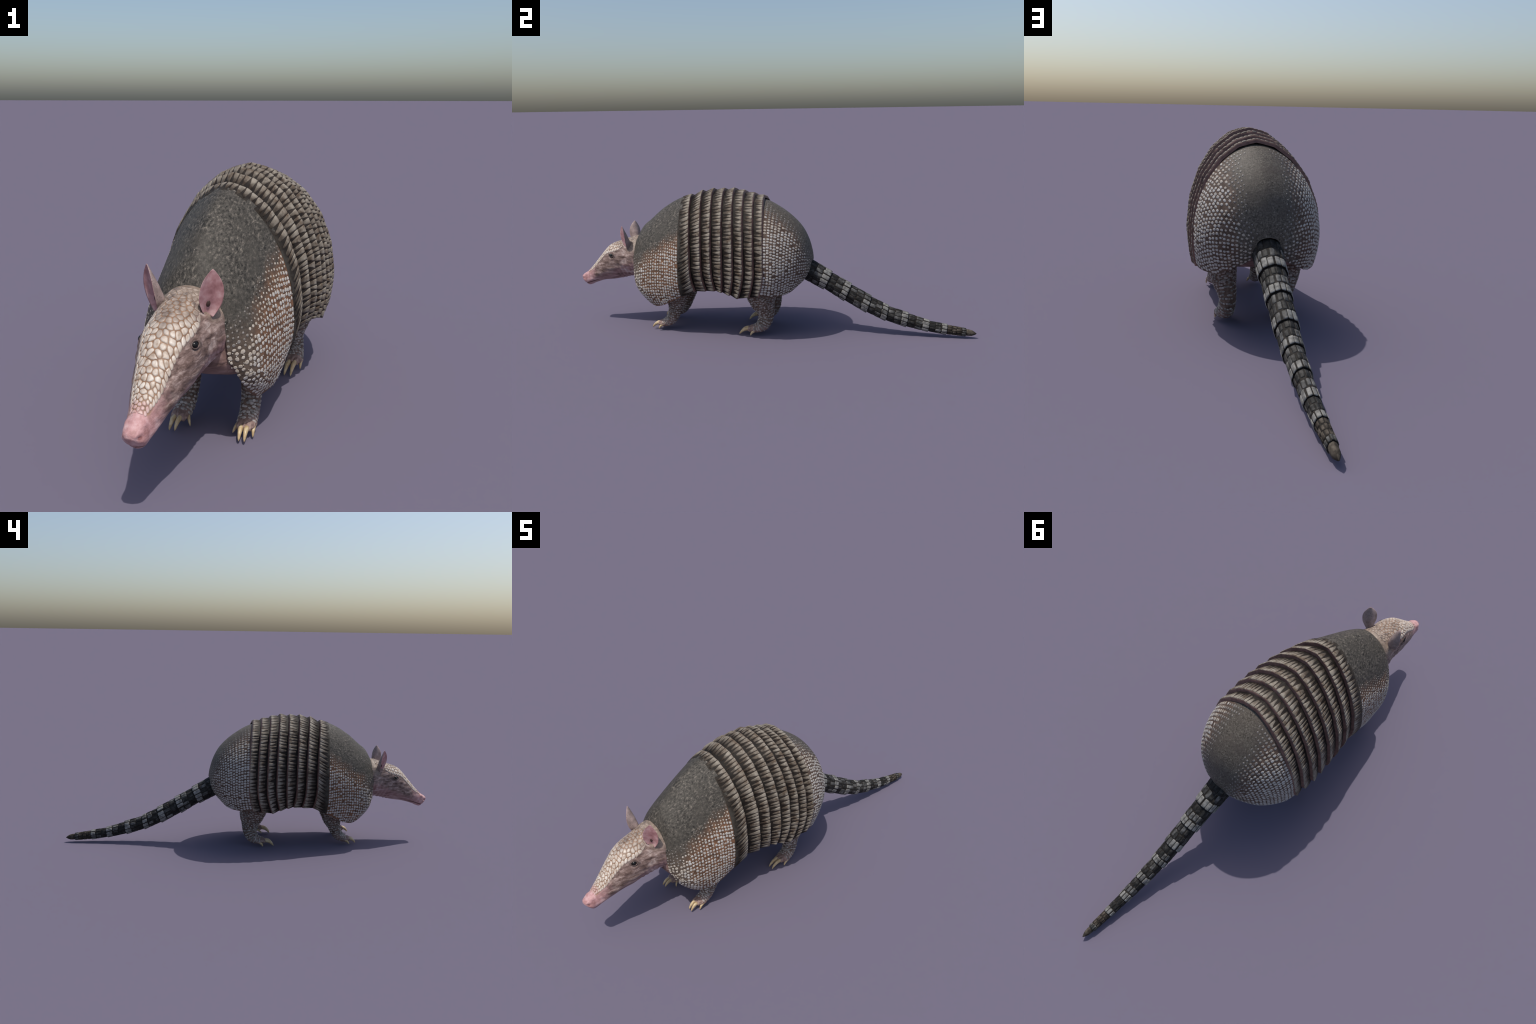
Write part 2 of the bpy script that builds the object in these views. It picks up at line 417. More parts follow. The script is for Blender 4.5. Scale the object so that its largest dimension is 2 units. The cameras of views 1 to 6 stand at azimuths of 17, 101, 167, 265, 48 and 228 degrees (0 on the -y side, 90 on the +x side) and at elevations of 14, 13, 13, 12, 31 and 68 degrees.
def ring_out(t):
    """outward direction of a ring in its own plane"""
    a = np.minimum(np.abs(t) / T_MID, 1) * PI / 2
    return np.stack([np.sign(t) * np.sin(a), 0 * a, np.cos(a)], -1)

def band_surface(i):
    """i = 0: rear hem of the shoulder shield; others: free bands. f = 0 front, 1 rear edge"""
    rear = np.array(BAND_EDGE[i])
    prev = catmull(np.array(SHOULDER), np.array(6.15)) if i == 0 else np.array(BAND_EDGE[i - 1])
    def F(f, t):
        f, t = np.broadcast_arrays(np.asarray(f, float), np.asarray(t, float))
        A = facet_ring(prev, t); B = facet_ring(rear, t)
        inset = 0.0 if i == 0 else STEP
        A = A - ring_out(t) * (inset - (0.0022 if i == 0 else 0))
        if i > 0: A = A + np.array([0, 0.006, 0])
        g = f[..., None]
        return A + (B - A) * g + ring_out(t) * (0.0008 * np.sin(np.clip(f, 0, 1) * PI))[..., None]
    def FN(f, t):
        e = 1e-3
        p = F(f, t); n = unit(np.cross(F(f + 0.02, t) - F(f - 0.02, t), F(f, t + e) - F(f, t - e)))
        s = np.sum(n * ring_out(t), -1) < 0
        return p, np.where(s[..., None], -n, n)
    return F, FN

def rear_poly(P):
    t = np.linspace(0, 1, 40); V = ring_point(np.array(P)[None, :], t)
    return np.polyfit(V[:, 2], V[:, 1], 2)[::-1]

bands = []; cand = []
NT = 321
for i in range(8):
    F, FN = band_surface(i)
    t = np.linspace(-1, 1, NT)
    prof = [(0.0, -0.010), (0.0, 0.0), (0.12, 0), (0.35, 0), (0.6, 0), (0.85, 0), (0.97, 0), (1.0, -0.0015), (1.0, -0.006), (0.996, -STEP - 0.001), (0.6, -0.012), (0.2, -0.010)]
    rows = []
    for f, d in prof:
        p = F(np.full(NT, f), t)
        back = np.interp(-d, [0, 0.002, STEP], [0, 0.0015, 0.0065]) if f > 0.995 else 0.0      # the rim slopes back under the edge
        rows.append(p + ring_out(t) * d + np.array([0, back, 0]))
    V = np.stack(rows, 1)                     # NT x k x 3
    k = len(prof)
    faces = grid_faces(NT, k, wrap=True)
    fm = ([0] * 6 + [1] * 4 + [0] * 2) * (NT - 1)
    faces += [tuple(range(k))[::-1], tuple((NT - 1) * k + c for c in range(k))]; fm += [0, 0]
    c = rear_poly(BAND_EDGE[i])
    L = 0.052
    front_hide = (0.052, 0.046, 0.038) if i == 0 else (0.012, 0.010, 0.008)
    base = mat_band("band_hide", c, L, front_hide, (0.020, 0.016, 0.013), (0.045, 0.035, 0.028), (0.45, 0.36, 0.3))
    horn = mat_band("band_scute_horn", c, L, (0.020, 0.016, 0.012), (0.085, 0.070, 0.055), (0.27, 0.238, 0.193), (0.33, 0.245, 0.19))
    ob = new_object("band", V.reshape(-1, 3), faces, [base, M['lip']], root, fm)
    smooth_by_angle(ob, 35)
    bands.append((ob, horn))
    # scutes: pale wedges, broad at the free edge and narrow in front
    for side in (-1, 1):
        tt = np.linspace(0, 1, 400)
        pts = F(np.full(400, 0.9), tt * side)
        arc = np.concatenate([[0], np.cumsum(np.linalg.norm(np.diff(pts, axis=0), axis=1))])
        pos = 0.001
        while pos < arc[-1] - 0.006:
            pitch = 0.0185 * rng.uniform(0.7, 1.3)
            pos2 = min(pos + pitch, arc[-1] + 0.001)
            g = 0.0007
            fr = rng.uniform(0.0, 0.3)
            lo = rng.uniform(0.06, 0.42); hi = min(0.94, lo + rng.uniform(0.28, 0.55))
            A = lambda u: float(np.interp(pos + u * (pos2 - pos), arc, tt)) * side
            e = g / (pos2 - pos)
            rear = 1.0 + rng.uniform(0.0, 0.03)
            w_mid = rng.uniform(0.55, 0.75)
            out = [(fr, A(lo)), (fr, A(hi)), (w_mid, A(min(1 - e, hi + (1 - e - hi) * 0.58))), (rear - 0.12, A(1 - e)), (rear, A(1 - 2.2 * e)),
                   (rear, A(0.5)), (rear, A(2.2 * e)), (rear - 0.12, A(e)), (w_mid, A(max(e, lo - (lo - e) * 0.58)))]
            out = np.array(out)
            v, fc = dome_plate(out, FN, 0.0015 * rng.uniform(0.6, 1.3), 0.0012, 0.7)
            # front end dips under the neighbouring band
            area = np.linalg.norm(v[0] - v[4]) * (pos2 - pos)
            cand.append((area, i, v, fc))
            pos = pos2
cand.sort(key=lambda q: -q[0])
rest = [Soup() for _ in range(8)]
for n, (a, i, v, fc) in enumerate(cand):
    if n < 300:
        new_object("band_scute", v, fc, [bands[i][1]], bands[i][0])
    else:
        rest[i].add(v, fc)
for i in range(8):
    rest[i].build("band_scutes", [bands[i][1]], bands[i][0])

# ------------------------------------------------------------------ small domed scutes
def scute_mesh(c, u, v, n, ru, rv, h, k=9, rot=0.0, square=0.0):
    a = np.arange(k) / k * 2 * PI + rot
    wob = 1 + rng.uniform(-0.15, 0.13, k)
    cx, cy = np.cos(a), np.sin(a)
    sq = (np.abs(cx) ** 4 + np.abs(cy) ** 4) ** (-0.25)
    m = wob * (1 - square + square * sq)
    o = (cx * m * ru)[:, None] * u + (cy * m * rv)[:, None] * v
    V = np.concatenate([c + o - n * 0.0012, c + o * 0.9 + n * h * 0.75, c + o * 0.6 + n * h, (c + n * h * 1.08)[None]])
    return V, dome_faces(k, 3)

def scatter_rows(S, s_vals_of, n_rows, pitch, jitter):
    """rows across the shield, spaced by arc length, alternate rows staggered, thinned where rows close up"""
    pts = []
    for side in (-1, 1):
        cell = {}
        for r in range(n_rows):
            s = s_vals_of(r)
            tt = np.linspace(0, 1, 300); P = S(np.full(300, s), tt * side)
            arc = np.concatenate([[0], np.cumsum(np.linalg.norm(np.diff(P, axis=0), axis=1))])
            a = pitch * (0.5 if r % 2 else 0.05) * 0.9 + 0.002
            while a < arc[-1] - 0.003:
                aa = a + rng.normal(0, jitter * pitch)
                t = float(np.interp(aa, arc, tt)) * side
                sj = s + rng.normal(0, jitter * 0.35) * 0.2
                p = S(sj, t)
                key = tuple(np.floor(p / pitch).astype(int))
                ok = True
                for dx in (-1, 0, 1):
                    for dy in (-1, 0, 1):
                        for dz in (-1, 0, 1):
                            for q in cell.get((key[0] + dx, key[1] + dy, key[2] + dz), ()):
                                if np.sum((q - p) ** 2) < (0.74 * pitch) ** 2: ok = False
                if ok:
                    cell.setdefault(key, []).append(p); pts.append((sj, t, p))
                a += pitch
    return pts

def rows_by_distance(S, s0, s1, t, pitch):
    s = np.linspace(s0, s1, 400); P = S(s, np.full(400, t))
    arc = np.concatenate([[0], np.cumsum(np.linalg.norm(np.diff(P, axis=0), axis=1))])
    n = int(arc[-1] / pitch)
    return [float(np.interp((k + 0.5) * pitch, arc, s)) for k in range(n)]

def frame(S, s, t):
    e = 0.004
    ds = S(s + e, t) - S(s - e, t); dt = S(s, t + e) - S(s, t - e)
    u = unit(ds); v = unit(dt - u * np.dot(u, dt)); n = np.cross(u, v)
    p = S(s, t)
    if np.dot(n, p - np.array([0, p[1] * 0.8, 0.33])) < 0: n = -n
    return p, u, v, n

# shoulder: round white scutes on the flank, shrinking towards the dark back
soup = Soup(); tiny = Soup()
rows = rows_by_distance(S_SHO, 0.03, 6.25, 0.72, 0.0138)
pts = scatter_rows(S_SHO, lambda r: rows[r], len(rows), 0.0150, 0.10)
def shoulder_size(p):
    d = p[2] - (0.76 + 0.62 * p[1])            # <0 on the flank
    return 1 - smoothstep(-0.10, 0.045, d)
for s, t, p in pts:
    m = shoulder_size(p)
    if m < 0.04: continue
    m += rng.normal(0, 0.06)
    _, u, v, n = frame(S_SHO, s, t)
    r = (0.0058 + 0.0008 * smoothstep(.26, .18, p[2])) * (0.34 + 0.66 * min(1, max(0, m) * 1.15)) * rng.uniform(0.78, 1.15)
    front = smoothstep(-0.58, -0.66, p[1])
    q = m - 0.55 * front + rng.normal(0, 0.12)
    mat = 0 if q > 0.6 else (1 if q > 0.2 else 2)
    V, f = scute_mesh(p, u, v, n, r * rng.uniform(0.88, 1.05), r * rng.uniform(0.92, 1.12), 0.0007, 9, rng.uniform(0, 1))
    soup.add(V, f, mat)
    if m > 0.55 and rng.random() < 0.55:        # granules between the scutes
        ang = rng.uniform(0, 2 * PI); c = p + (u * math.cos(ang) + v * math.sin(ang)) * 0.0083
        V, f = scute_mesh(c, u, v, n, 0.0017, 0.0017, 0.0010, 6)
        tiny.add(V, f, 1 if rng.random() < 0.5 else 0)
soup.build("shield_scutes", [M['scute_a'], M['scute_b'], M['scute_c']], shoulder)
tiny.build("shield_granules", [M['scute_a'], M['scute_b']], shoulder)

# pelvic shield: blocky scutes in rows parallel to the bands
soup = Soup(); tiny = Soup()
rows = rows_by_distance(S_PEL, 0.72, 6.85, 0.66, 0.0150)
pts = scatter_rows(S_PEL, lambda r: rows[r], len(rows), 0.0140, 0.10)
for s, t, p in pts:
    ax = abs(p[0])
    m = smoothstep(0.045, 0.145, ax + 0.7 * max(0, 0.43 - p[2]))
    first = 1 - smoothstep(0.012, 0.045, p[1] - 0.01)
    m = max(m, 0.55 * first * smoothstep(0.02, 0.1, ax))
    if m < 0.10: continue
    m += rng.normal(0, 0.05)
    _, u, v, n = frame(S_PEL, s, t)
    rearness = smoothstep(0.10, 0.20, p[1])
    r = 0.0062 * (0.5 + 0.5 * min(1, m * 1.1)) * (1 - 0.25 * rearness) * rng.uniform(0.88, 1.1)
    upper = smoothstep(0.44, 0.56, p[2])
    q = m - 0.5 * rearness - 0.55 * upper + rng.normal(0, 0.12)
    mat = 0 if q > 0.55 else (1 if q > 0.3 else 2)
    V, f = scute_mesh(p, u, v, n, r * rng.uniform(1.0, 1.22), r * rng.uniform(0.8, 0.95), 0.0007, 10, rng.uniform(0, 1), 0.45)
    soup.add(V, f, mat)
    if m > 0.6 and rng.random() < 0.4:
        c = p + u * 0.0078 + v * rng.uniform(-.004, .004)
        V, f = scute_mesh(c, u, v, n, 0.0015, 0.0015, 0.0009, 6); tiny.add(V, f, 1)
soup.build("shield_scutes", [M['scute_a'], M['scute_b'], M['scute_c']], pelvic)
tiny.build("shield_granules", [M['scute_a'], M['scute_b']], pelvic)

# ------------------------------------------------------------------ head and neck, one surface
HEAD = [
    # y_top  z_top  y_bot  z_bot   w     z_wide
    (-1.001, .2300, -.992, .2150, .0120, .2230),
    (-.9985, .2390, -.9790, .1990, .0215, .2210),
    (-.9880, .2480, -.9660, .1880, .0270, .2180),
    (-.9620, .2650, -.9480, .1915, .0300, .2220),
    (-.9300, .2970, -.9250, .2020, .0375, .2400),
    (-.8950, .3370, -.8920, .2120, .0490, .2620),
    (-.8650, .3720, -.8620, .2200, .0580, .2800),
    (-.8370, .4010, -.8350, .2240, .0660, .2980),
    (-.8080, .4180, -.8060, .2280, .0730, .3100),
    (-.7700, .4310, -.7700, .2350, .0765, .3250),
    (-.7200, .4470, -.7250, .2440, .0810, .3300),
    (-.6750, .4580, -.6800, .2500, .0920, .3400),
    (-.6200, .4400, -.6300, .2300, .0950, .3300)]
def head_point(s, a):
    """a: angle from the crown, +-pi at the throat"""
    P = catmull(np.array(HEAD), s); yt, zt, yb, zb, w, zw = np.moveaxis(P, -1, 0)
    c, sn = np.cos(a), np.sin(a)
    z = np.where(c > 0, zw + (zt - zw) * np.abs(c) ** 0.92, zw - (zw - zb) * np.abs(c) ** 1.0)
    x = w * np.sign(sn) * np.abs(sn) ** np.where(c > 0, 0.97, 1.25)
    k = np.clip((zt - z) / np.maximum(zt - zb, 1e-5), 0, 1)
    return np.stack([x, yt + (yb - yt) * k, z], -1)
def head_normal(s, a):
    e = 0.01
    n = unit(np.cross(head_point(s + e, a) - head_point(s - e, a), head_point(s, a + e) - head_point(s, a - e)))
    p = head_point(s, a); c = np.stack([0 * p[..., 0], p[..., 1] + 0.01, 0 * p[..., 2] + 0.29], -1)
    flip = np.sum(n * unit(head_point(s, a) - np.stack([0 * p[..., 0], p[..., 1], catmull(np.array(HEAD), s)[..., 5]], -1)), -1) < 0
    return np.where(flip[..., None], -n, n)

def crown_edge(y):       # half width in x of the crown plates
    return np.interp(y, [-.962, -.934, -.91, -.854, -.819, -.79, -.76, -.73, -.69], [.016, .028, .036, .047, .056, .062, .063, .050, .044])

nS, nA = 220, 160
s = np.concatenate([np.linspace(0, 4, 90), np.linspace(4, 12, 131)[1:]])
nS = len(s)
a = (np.arange(nA) / nA) * 2 * PI - PI
sg, ag = np.meshgrid(s, a, indexing='ij')
P = head_point(sg, ag); n = head_normal(sg, ag)
x, y, z = np.moveaxis(P, -1, 0)
crown = (np.abs(x) < crown_edge(y) + 0.002) & (np.cos(ag) > 0)
side = 1 - crown
# wrinkles running along the cheek, folds behind the jaw, nostrils, mouth slit, eye socket
W = value_noise(np.stack([x * 90, y * 26, z * 110], -1), 1.0, 5) * 0.0013 + value_noise(np.stack([x * 45, y * 18, z * 60], -1), 1.0, 8) * 0.0016
W = W * side * smoothstep(-0.965, -0.92, y)
fold = np.sin((y + 0.25 * (z - 0.3)) * 300) * 0.0012 * smoothstep(-0.79, -0.76, y) * smoothstep(.4, .33, z)
mouth_z = 0.2 + (y + 0.972) * 0.33
slit = -0.0028 * np.exp(-((z - mouth_z) / 0.0022) ** 2) * smoothstep(-0.885, -0.905, y) * (np.abs(x) > 0.004)
nos = -0.009 * np.exp(-(((np.abs(x) - 0.0185) / 0.006) ** 2 + ((y + 0.986) / 0.009) ** 2 + ((z - 0.2275) / 0.0055) ** 2))
nos = nos + 0.003 * np.exp(-(((np.abs(x) - 0.019) / 0.008) ** 2 + ((y + 0.972) / 0.012) ** 2 + ((z - 0.248) / 0.007) ** 2))
EYE = np.array([.0665, -.802, .362])
de = np.sqrt((np.abs(x) - EYE[0]) ** 2 + (y - EYE[1]) ** 2 + (z - EYE[2]) ** 2)
sock = -0.006 * np.exp(-(de / 0.013) ** 2) + 0.0035 * np.exp(-((de - 0.017) / 0.006) ** 2)
P = P + n * (W + fold + slit + nos + sock * side)[..., None]
verts = P.reshape(-1, 3)
faces = grid_faces(nS, nA, wrap=True)
nose_c = len(verts)
verts = np.concatenate([verts, P[0].mean(0)[None] + np.array([[0, -0.0015, 0]])])
faces += [((c + 1) % nA, c, nose_c) for c in range(nA)]
me = bpy.data.meshes.new("tmp"); me.from_pydata(verts.tolist(), [], faces); me.update()
vn = np.zeros(len(verts) * 3); me.vertices.foreach_get("normal", vn); vn = vn.reshape(-1, 3)
outward = np.sum(vn[:nS * nA] * n.reshape(-1, 3), -1).mean()
if outward < 0: faces = [tuple(reversed(f)) for f in faces]; vn = -vn
bpy.data.meshes.remove(me)

def split_surface(regions, verts, faces, normals, pick):
    """cut one smooth surface into named parts; borders coincide and shading normals are shared"""
    cen = np.array([verts[list(f)].mean(0) for f in faces]); lab = pick(cen)
    obs = []
    for k, (name, mat) in enumerate(regions):
        fs = [faces[j] for j in np.nonzero(lab == k)[0]]
        used = sorted({i for f in fs for i in f}); mp = {o: q for q, o in enumerate(used)}
        obs.append(new_object(name, verts[used], [tuple(mp[i] for i in f) for f in fs], [mat], root, None, True, normals[used]))
    return obs
head, neck = split_surface([("head", M['head']), ("neck", M['head'])], verts, faces, vn,
                           lambda c: (c[:, 1] - 0.15 * (c[:, 2] - 0.33) > -0.735).astype(int))

# crown plates: irregular polygons packed over the top of the head, mirrored left to right
def clip_half(poly, p, q):
    """keep the side of the bisector nearer to p"""
    m = (p + q) / 2; d = q - p; out = []
    for i in range(len(poly)):
        A, B = poly[i], poly[(i + 1) % len(poly)]
        da, db = np.dot(A - m, d), np.dot(B - m, d)
        if da <= 0: out.append(A)
        if da * db < 0: out.append(A + (B - A) * (da / (da - db)))
    return out

def crown_map():
    """flatten the crown: length along the midline, width = true distance"""
    ss = np.linspace(0, 12, 1200); m = head_point(ss, 0 * ss)
    arc = np.concatenate([[0], np.cumsum(np.linalg.norm(np.diff(m, axis=0), axis=1))])
    def to_sa(l, wd):
        s_ = np.interp(l, arc, ss)
        # arc around the head at this station, by table
        aa = np.linspace(0, PI * 0.62, 40)
        Q = head_point(s_[:, None] + 0 * aa, aa[None, :] + 0 * s_[:, None])
        c = np.concatenate([np.zeros((len(s_), 1)), np.cumsum(np.linalg.norm(np.diff(Q, axis=1), axis=2), 1)], 1)
        an = np.array([np.interp(abs(w), c[k], aa) * np.sign(w) for k, w in enumerate(wd)])
        return s_, an
    return arc, ss, m, to_sa
arc, ss, mid, to_sa = crown_map()
def F_crown(l, wd):
    s_, a_ = to_sa(np.asarray(l), np.asarray(wd))
    return head_point(s_, a_), head_normal(s_, a_)
def edge_w(l):            # arc half-width of the plated area at length l
    s_ = np.interp(l, arc, ss); y_ = np.interp(l, arc, mid[:, 1]); xe = crown_edge(y_)
    aa = np.linspace(0, PI / 2, 60); Q = head_point(np.full(60, s_), aa)
    c = np.concatenate([[0], np.cumsum(np.linalg.norm(np.diff(Q, axis=0), axis=1))])
    return float(np.interp(xe, Q[:, 0], c))
l0 = float(np.interp(-0.958, mid[:, 1], arc)); l1 = float(np.interp(-0.690, mid[:, 1], arc))
def plate_pitch(l):
    k = (l - l0) / (l1 - l0)
    return float(np.interp(k, [0, .1, .3, .55, .8, 1], [.0095, .0115, .0148, .0165, .0150, .0120]))
sites = []
prng = np.random.default_rng(21)
l = l0 + 0.003
while l < float(np.interp(-0.745, mid[:, 1], arc)):              # a bold row along each brow
    d = plate_pitch(l) * 1.02
    sites.append(np.array([l, edge_w(l) - 0.40 * d])); l += d * prng.uniform(0.86, 1.08)
tries = 0
while tries < 9000:
    tries += 1
    l = prng.uniform(l0, l1); ew = edge_w(l) if tries % 1 == 0 else 0
    w = prng.uniform(0, max(0.001, ew - 0.004))
    d = plate_pitch(l)
    if w < d * 0.45: w = 0.0 if prng.random() < 0.5 else d * 0.5
    p = np.array([l, w])
    if all(np.sum((q - p) ** 2) > (0.86 * 0.5 * (d + plate_pitch(q[0]))) ** 2 for q in sites):
        if w == 0 or w >= d * 0.45: sites.append(p)
allsites = sites + [np.array([p[0], -p[1]]) for p in sites if p[1] > 1e-6]
for p in allsites:
    d = plate_pitch(p[0])
    poly = [p + np.array(q) * d * 1.1 for q in ((-1, -1), (1, -1), (1, 1), (-1, 1))]
    for q in allsites:
        if q is not p and np.sum((q - p) ** 2) < (3 * d) ** 2: poly = clip_half(poly, p, q)
    poly = np.array(poly); c = poly.mean(0)
    ew = edge_w(float(np.clip(c[0], l0, l1)))
    ev = np.array([edge_w(float(np.clip(q, l0, l1))) for q in poly[:, 0]]) + 0.0015
    poly[:, 1] = np.clip(poly[:, 1], -ev, ev)
    poly[:, 0] = np.clip(poly[:, 0], l0 - 0.004, l1 + 0.004)
    size = np.sqrt(np.abs(0.5 * np.sum(poly[:, 0] * np.roll(poly[:, 1], -1) - np.roll(poly[:, 0], -1) * poly[:, 1])))
    if size < 0.004: continue
    poly = c + (poly - c) * max(0.55, 1 - 0.0011 / size)
    v, f = dome_plate(chaikin(poly, 2), F_crown, 0.0011, 0.0008, 0.72)
    new_object("head_plate", v, f, [M['plate']], head)

# ------------------------------------------------------------------ eyes
for sx in (1, -1):
    u_, v_ = 20, 14
    c = EYE * np.array([sx, 1, 1]) + np.array([sx * -0.0030, 0, 0])
    V = [c + 0.0098 * np.array([math.sin(PI * j / v_) * math.cos(2 * PI * i / u_), math.sin(PI * j / v_) * math.sin(2 * PI * i / u_), math.cos(PI * j / v_)]) for j in range(v_ + 1) for i in range(u_)]
    new_object("eye", V, grid_faces(v_ + 1, u_, wrap=True), [M['eye']], root)
    # lids: a soft ring, almond shaped
    nrm = unit(np.array([sx * 0.88, -0.28, 0.34])); ax = unit(np.cross([0, 0, 1], nrm)); up = np.cross(nrm, ax)
    V = []
    for i in range(36):
        th = 2 * PI * i / 36; rad = np.array(ax) * math.cos(th) * 0.0130 + up * math.sin(th) * 0.0086
        cen = c + nrm * 0.0046 + rad; o = unit(rad)
        for j in range(10):
            ph = 2 * PI * j / 10; V.append(cen + (o * math.cos(ph) + nrm * math.sin(ph)) * 0.0019)
    F_ = [(i * 10 + j, i * 10 + (j + 1) % 10, ((i + 1) % 36) * 10 + (j + 1) % 10, ((i + 1) % 36) * 10 + j) for i in range(36) for j in range(10)]
    new_object("eyelid", V, F_, [M['lid']], root)

# ------------------------------------------------------------------ ears
def build_ear(sx):
    tip = np.array([.083, -.728, .5185]); base = np.array([.067, -.722, .405])
    W = unit(np.array([.044, .039, .004])); axis = unit(tip - base); W = unit(W - axis * np.dot(W, axis))
    Nf = np.cross(W, axis); Nf = Nf if Nf[1] < 0 else -Nf        # opening: forward and outward
    hv = [0, .12, .3, .5, .68, .84, .94, 1.0]
    hw = [.012, .0205, .0285, .0300, .0270, .0180, .0090, .0012]
    dp = [.028, .030, .028, .024, .017, .009, .004, .0005]
    nv, nu = 40, 25
    front, back = [], []
    for v in np.linspace(0, 1, nv):
        w = float(np.interp(v, hv, hw)); d = float(np.interp(v, hv, dp))
        w = w if v in (0, 1) else 0.5 * w + 0.25 * (np.interp(max(0, v - .06), hv, hw) + np.interp(min(1, v + .06), hv, hw))
        for u in np.linspace(-1, 1, nu):
            lean = -0.006 * u * (1 - v)
            p = base + (tip - base) * v + W * (u * w) - Nf * (d * (1 - abs(u) ** 2.2)) + Nf * (0.006 * math.sin(PI * v)) + axis * lean
            th = 0.0026 * (1 - 0.75 * abs(u) ** 4) * (1 - 0.6 * v)
            p = p + W * (0.002 * max(0, u) * math.sin(PI * v))
            front.append(p + Nf * (th * 0.3 + 0.62 * d * (1 - abs(u) ** 2.2))); back.append(p - Nf * th)
    V = np.array(front + back) * np.array([sx, 1, 1]); k = nv * nu
    F1 = grid_faces(nv, nu); F2 = [tuple(reversed(f)) for f in grid_faces(nv, nu, off=k)]
    E = []
    def edge(idx):
        for a_, b_ in zip(idx[:-1], idx[1:]): E.append((a_, a_ + k, b_ + k, b_))
    edge([r * nu for r in range(nv)][::-1]); edge([r * nu + nu - 1 for r in range(nv)]); edge([(nv - 1) * nu + c for c in range(nu)][::-1]); edge(list(range(nu)))
    ob = new_object("ear", V, F1 + F2 + E, [M['ear'], M['ear_in']], root, [1] * len(F1) + [0] * len(F2) + [1] * len(E))
    # dark canal at the foot of the cup
    c = base + (tip - base) * 0.24 - Nf * 0.0062
    V = []
    for j in range(9):
        for i in range(14):
            th, ph = 2 * PI * i / 14, PI * j / 8
            V.append((c + axis * 0.0085 * math.cos(ph) + (W * math.cos(th) * 0.0055 + Nf * math.sin(th) * 0.0035) * math.sin(ph)) * np.array([sx, 1, 1]))
    new_object("ear_canal", V, grid_faces(9, 14, wrap=True), [M['canal']], ob)
build_ear(1); build_ear(-1)

# ------------------------------------------------------------------ torso (skin under the shell)
TORSO = [ # y, half width, z_bottom, z_top
    (-.668, .084, .252, .400), (-.645, .112, .222, .42), (-.605, .124, .206, .45), (-.555, .134, .187, .48), (-.500, .156, .178, .52), (-.40, .164, .200, .56),
    (-.30, .175, .228, .60), (-.18, .195, .222, .61), (-.06, .198, .218, .59), (.03, .190, .224, .54), (.09, .158, .238, .49), (.14, .112, .260, .44), (.18, .064, .287, .39), (.203, .03, .31, .37)]
ny, na = 120, 96
s = np.linspace(0, len(TORSO) - 1, ny); Q = catmull(np.array(TORSO), s)
an = np.arange(na) / na * 2 * PI
c, sn = np.cos(an)[None, :], np.sin(an)[None, :]
zc = (Q[:, 2] + 0.25 * (Q[:, 3] - Q[:, 2]))[:, None]
X = Q[:, 1][:, None] * np.sign(sn) * np.abs(sn) ** np.where(c > 0, 1.3, 0.6)
Z = np.where(c > 0, zc + (Q[:, 3][:, None] - zc) * np.abs(c) ** 0.9, zc - (zc - Q[:, 2][:, None]) * np.abs(c) ** 0.55)
Y = np.broadcast_to(Q[:, 0][:, None], X.shape)
P = np.stack([X, Y, Z], -1)
wr = value_noise(np.stack([X * 9, Y * 60, Z * 20], -1), 1.0, 2) * 0.0035
P[..., 2] += wr * (c < 0)
V = np.concatenate([P.reshape(-1, 3), P[0].mean(0)[None], P[-1].mean(0)[None]])
F_ = grid_faces(ny, na, wrap=True)
F_ += [((q + 1) % na, q, ny * na) for q in range(na)] + [((ny - 1) * na + q, (ny - 1) * na + (q + 1) % na, ny * na + 1) for q in range(na)]
new_object("torso", V, F_, [M['belly']], root)

# ------------------------------------------------------------------ legs
FORE = [ # x, y, z, half thickness fore-aft, half width
    (.114, -.436, .270, .056, .046), (.108, -.444, .215, .053, .044), (.101, -.451, .168, .049, .040), (.096, -.458, .130, .043, .035),
    (.094, -.465, .098, .035, .031), (.094, -.477, .068, .0305, .029), (.095, -.498, .0425, .0275, .029), (.096, -.522, .0320, .0205, .0290), (.097, -.541, .0290, .0150, .0280), (.098, -.553, .028, .0060, .0190)]
HIND = [
    (.123, -.018, .270, .082, .056), (.120, -.018, .212, .080, .054), (.115, -.012, .166, .064, .048), (.108, -.001, .130, .048, .039),
    (.104, .002, .100, .040, .033), (.106, -.004, .072, .0375, .033), (.110, -.020, .047, .0320, .034), (.114, -.045, .0350, .0230, .0335), (.116, -.072, .0310, .0155, .0310), (.117, -.086, .029, .0060, .0200)]

def leg_surface(spine):
    A = np.array(spine) * np.array([1, 1, 1, .94, .92])
    def S(s_, a_):
        s_, a_ = np.broadcast_arrays(np.asarray(s_, float), np.asarray(a_, float))
        Q = catmull(A, s_)
        d = unit(catmull(A, np.clip(s_ + .15, 0, len(A) - 1)) - catmull(A, np.clip(s_ - .15, 0, len(A) - 1)))[..., :0]
        tg = unit((catmull(A, np.clip(s_ + .3, 0, len(A) - 1)) - catmull(A, np.clip(s_ - .3, 0, len(A) - 1)))[..., :3])
        side = np.zeros_like(tg); side[..., 0] = 1
        side = unit(side - tg * np.sum(side * tg, -1, keepdims=True)); nb = np.cross(tg, side)
        return Q[..., :3] + side * (np.cos(a_) * Q[..., 4])[..., None] + nb * (np.sin(a_) * Q[..., 3])[..., None]
    return S

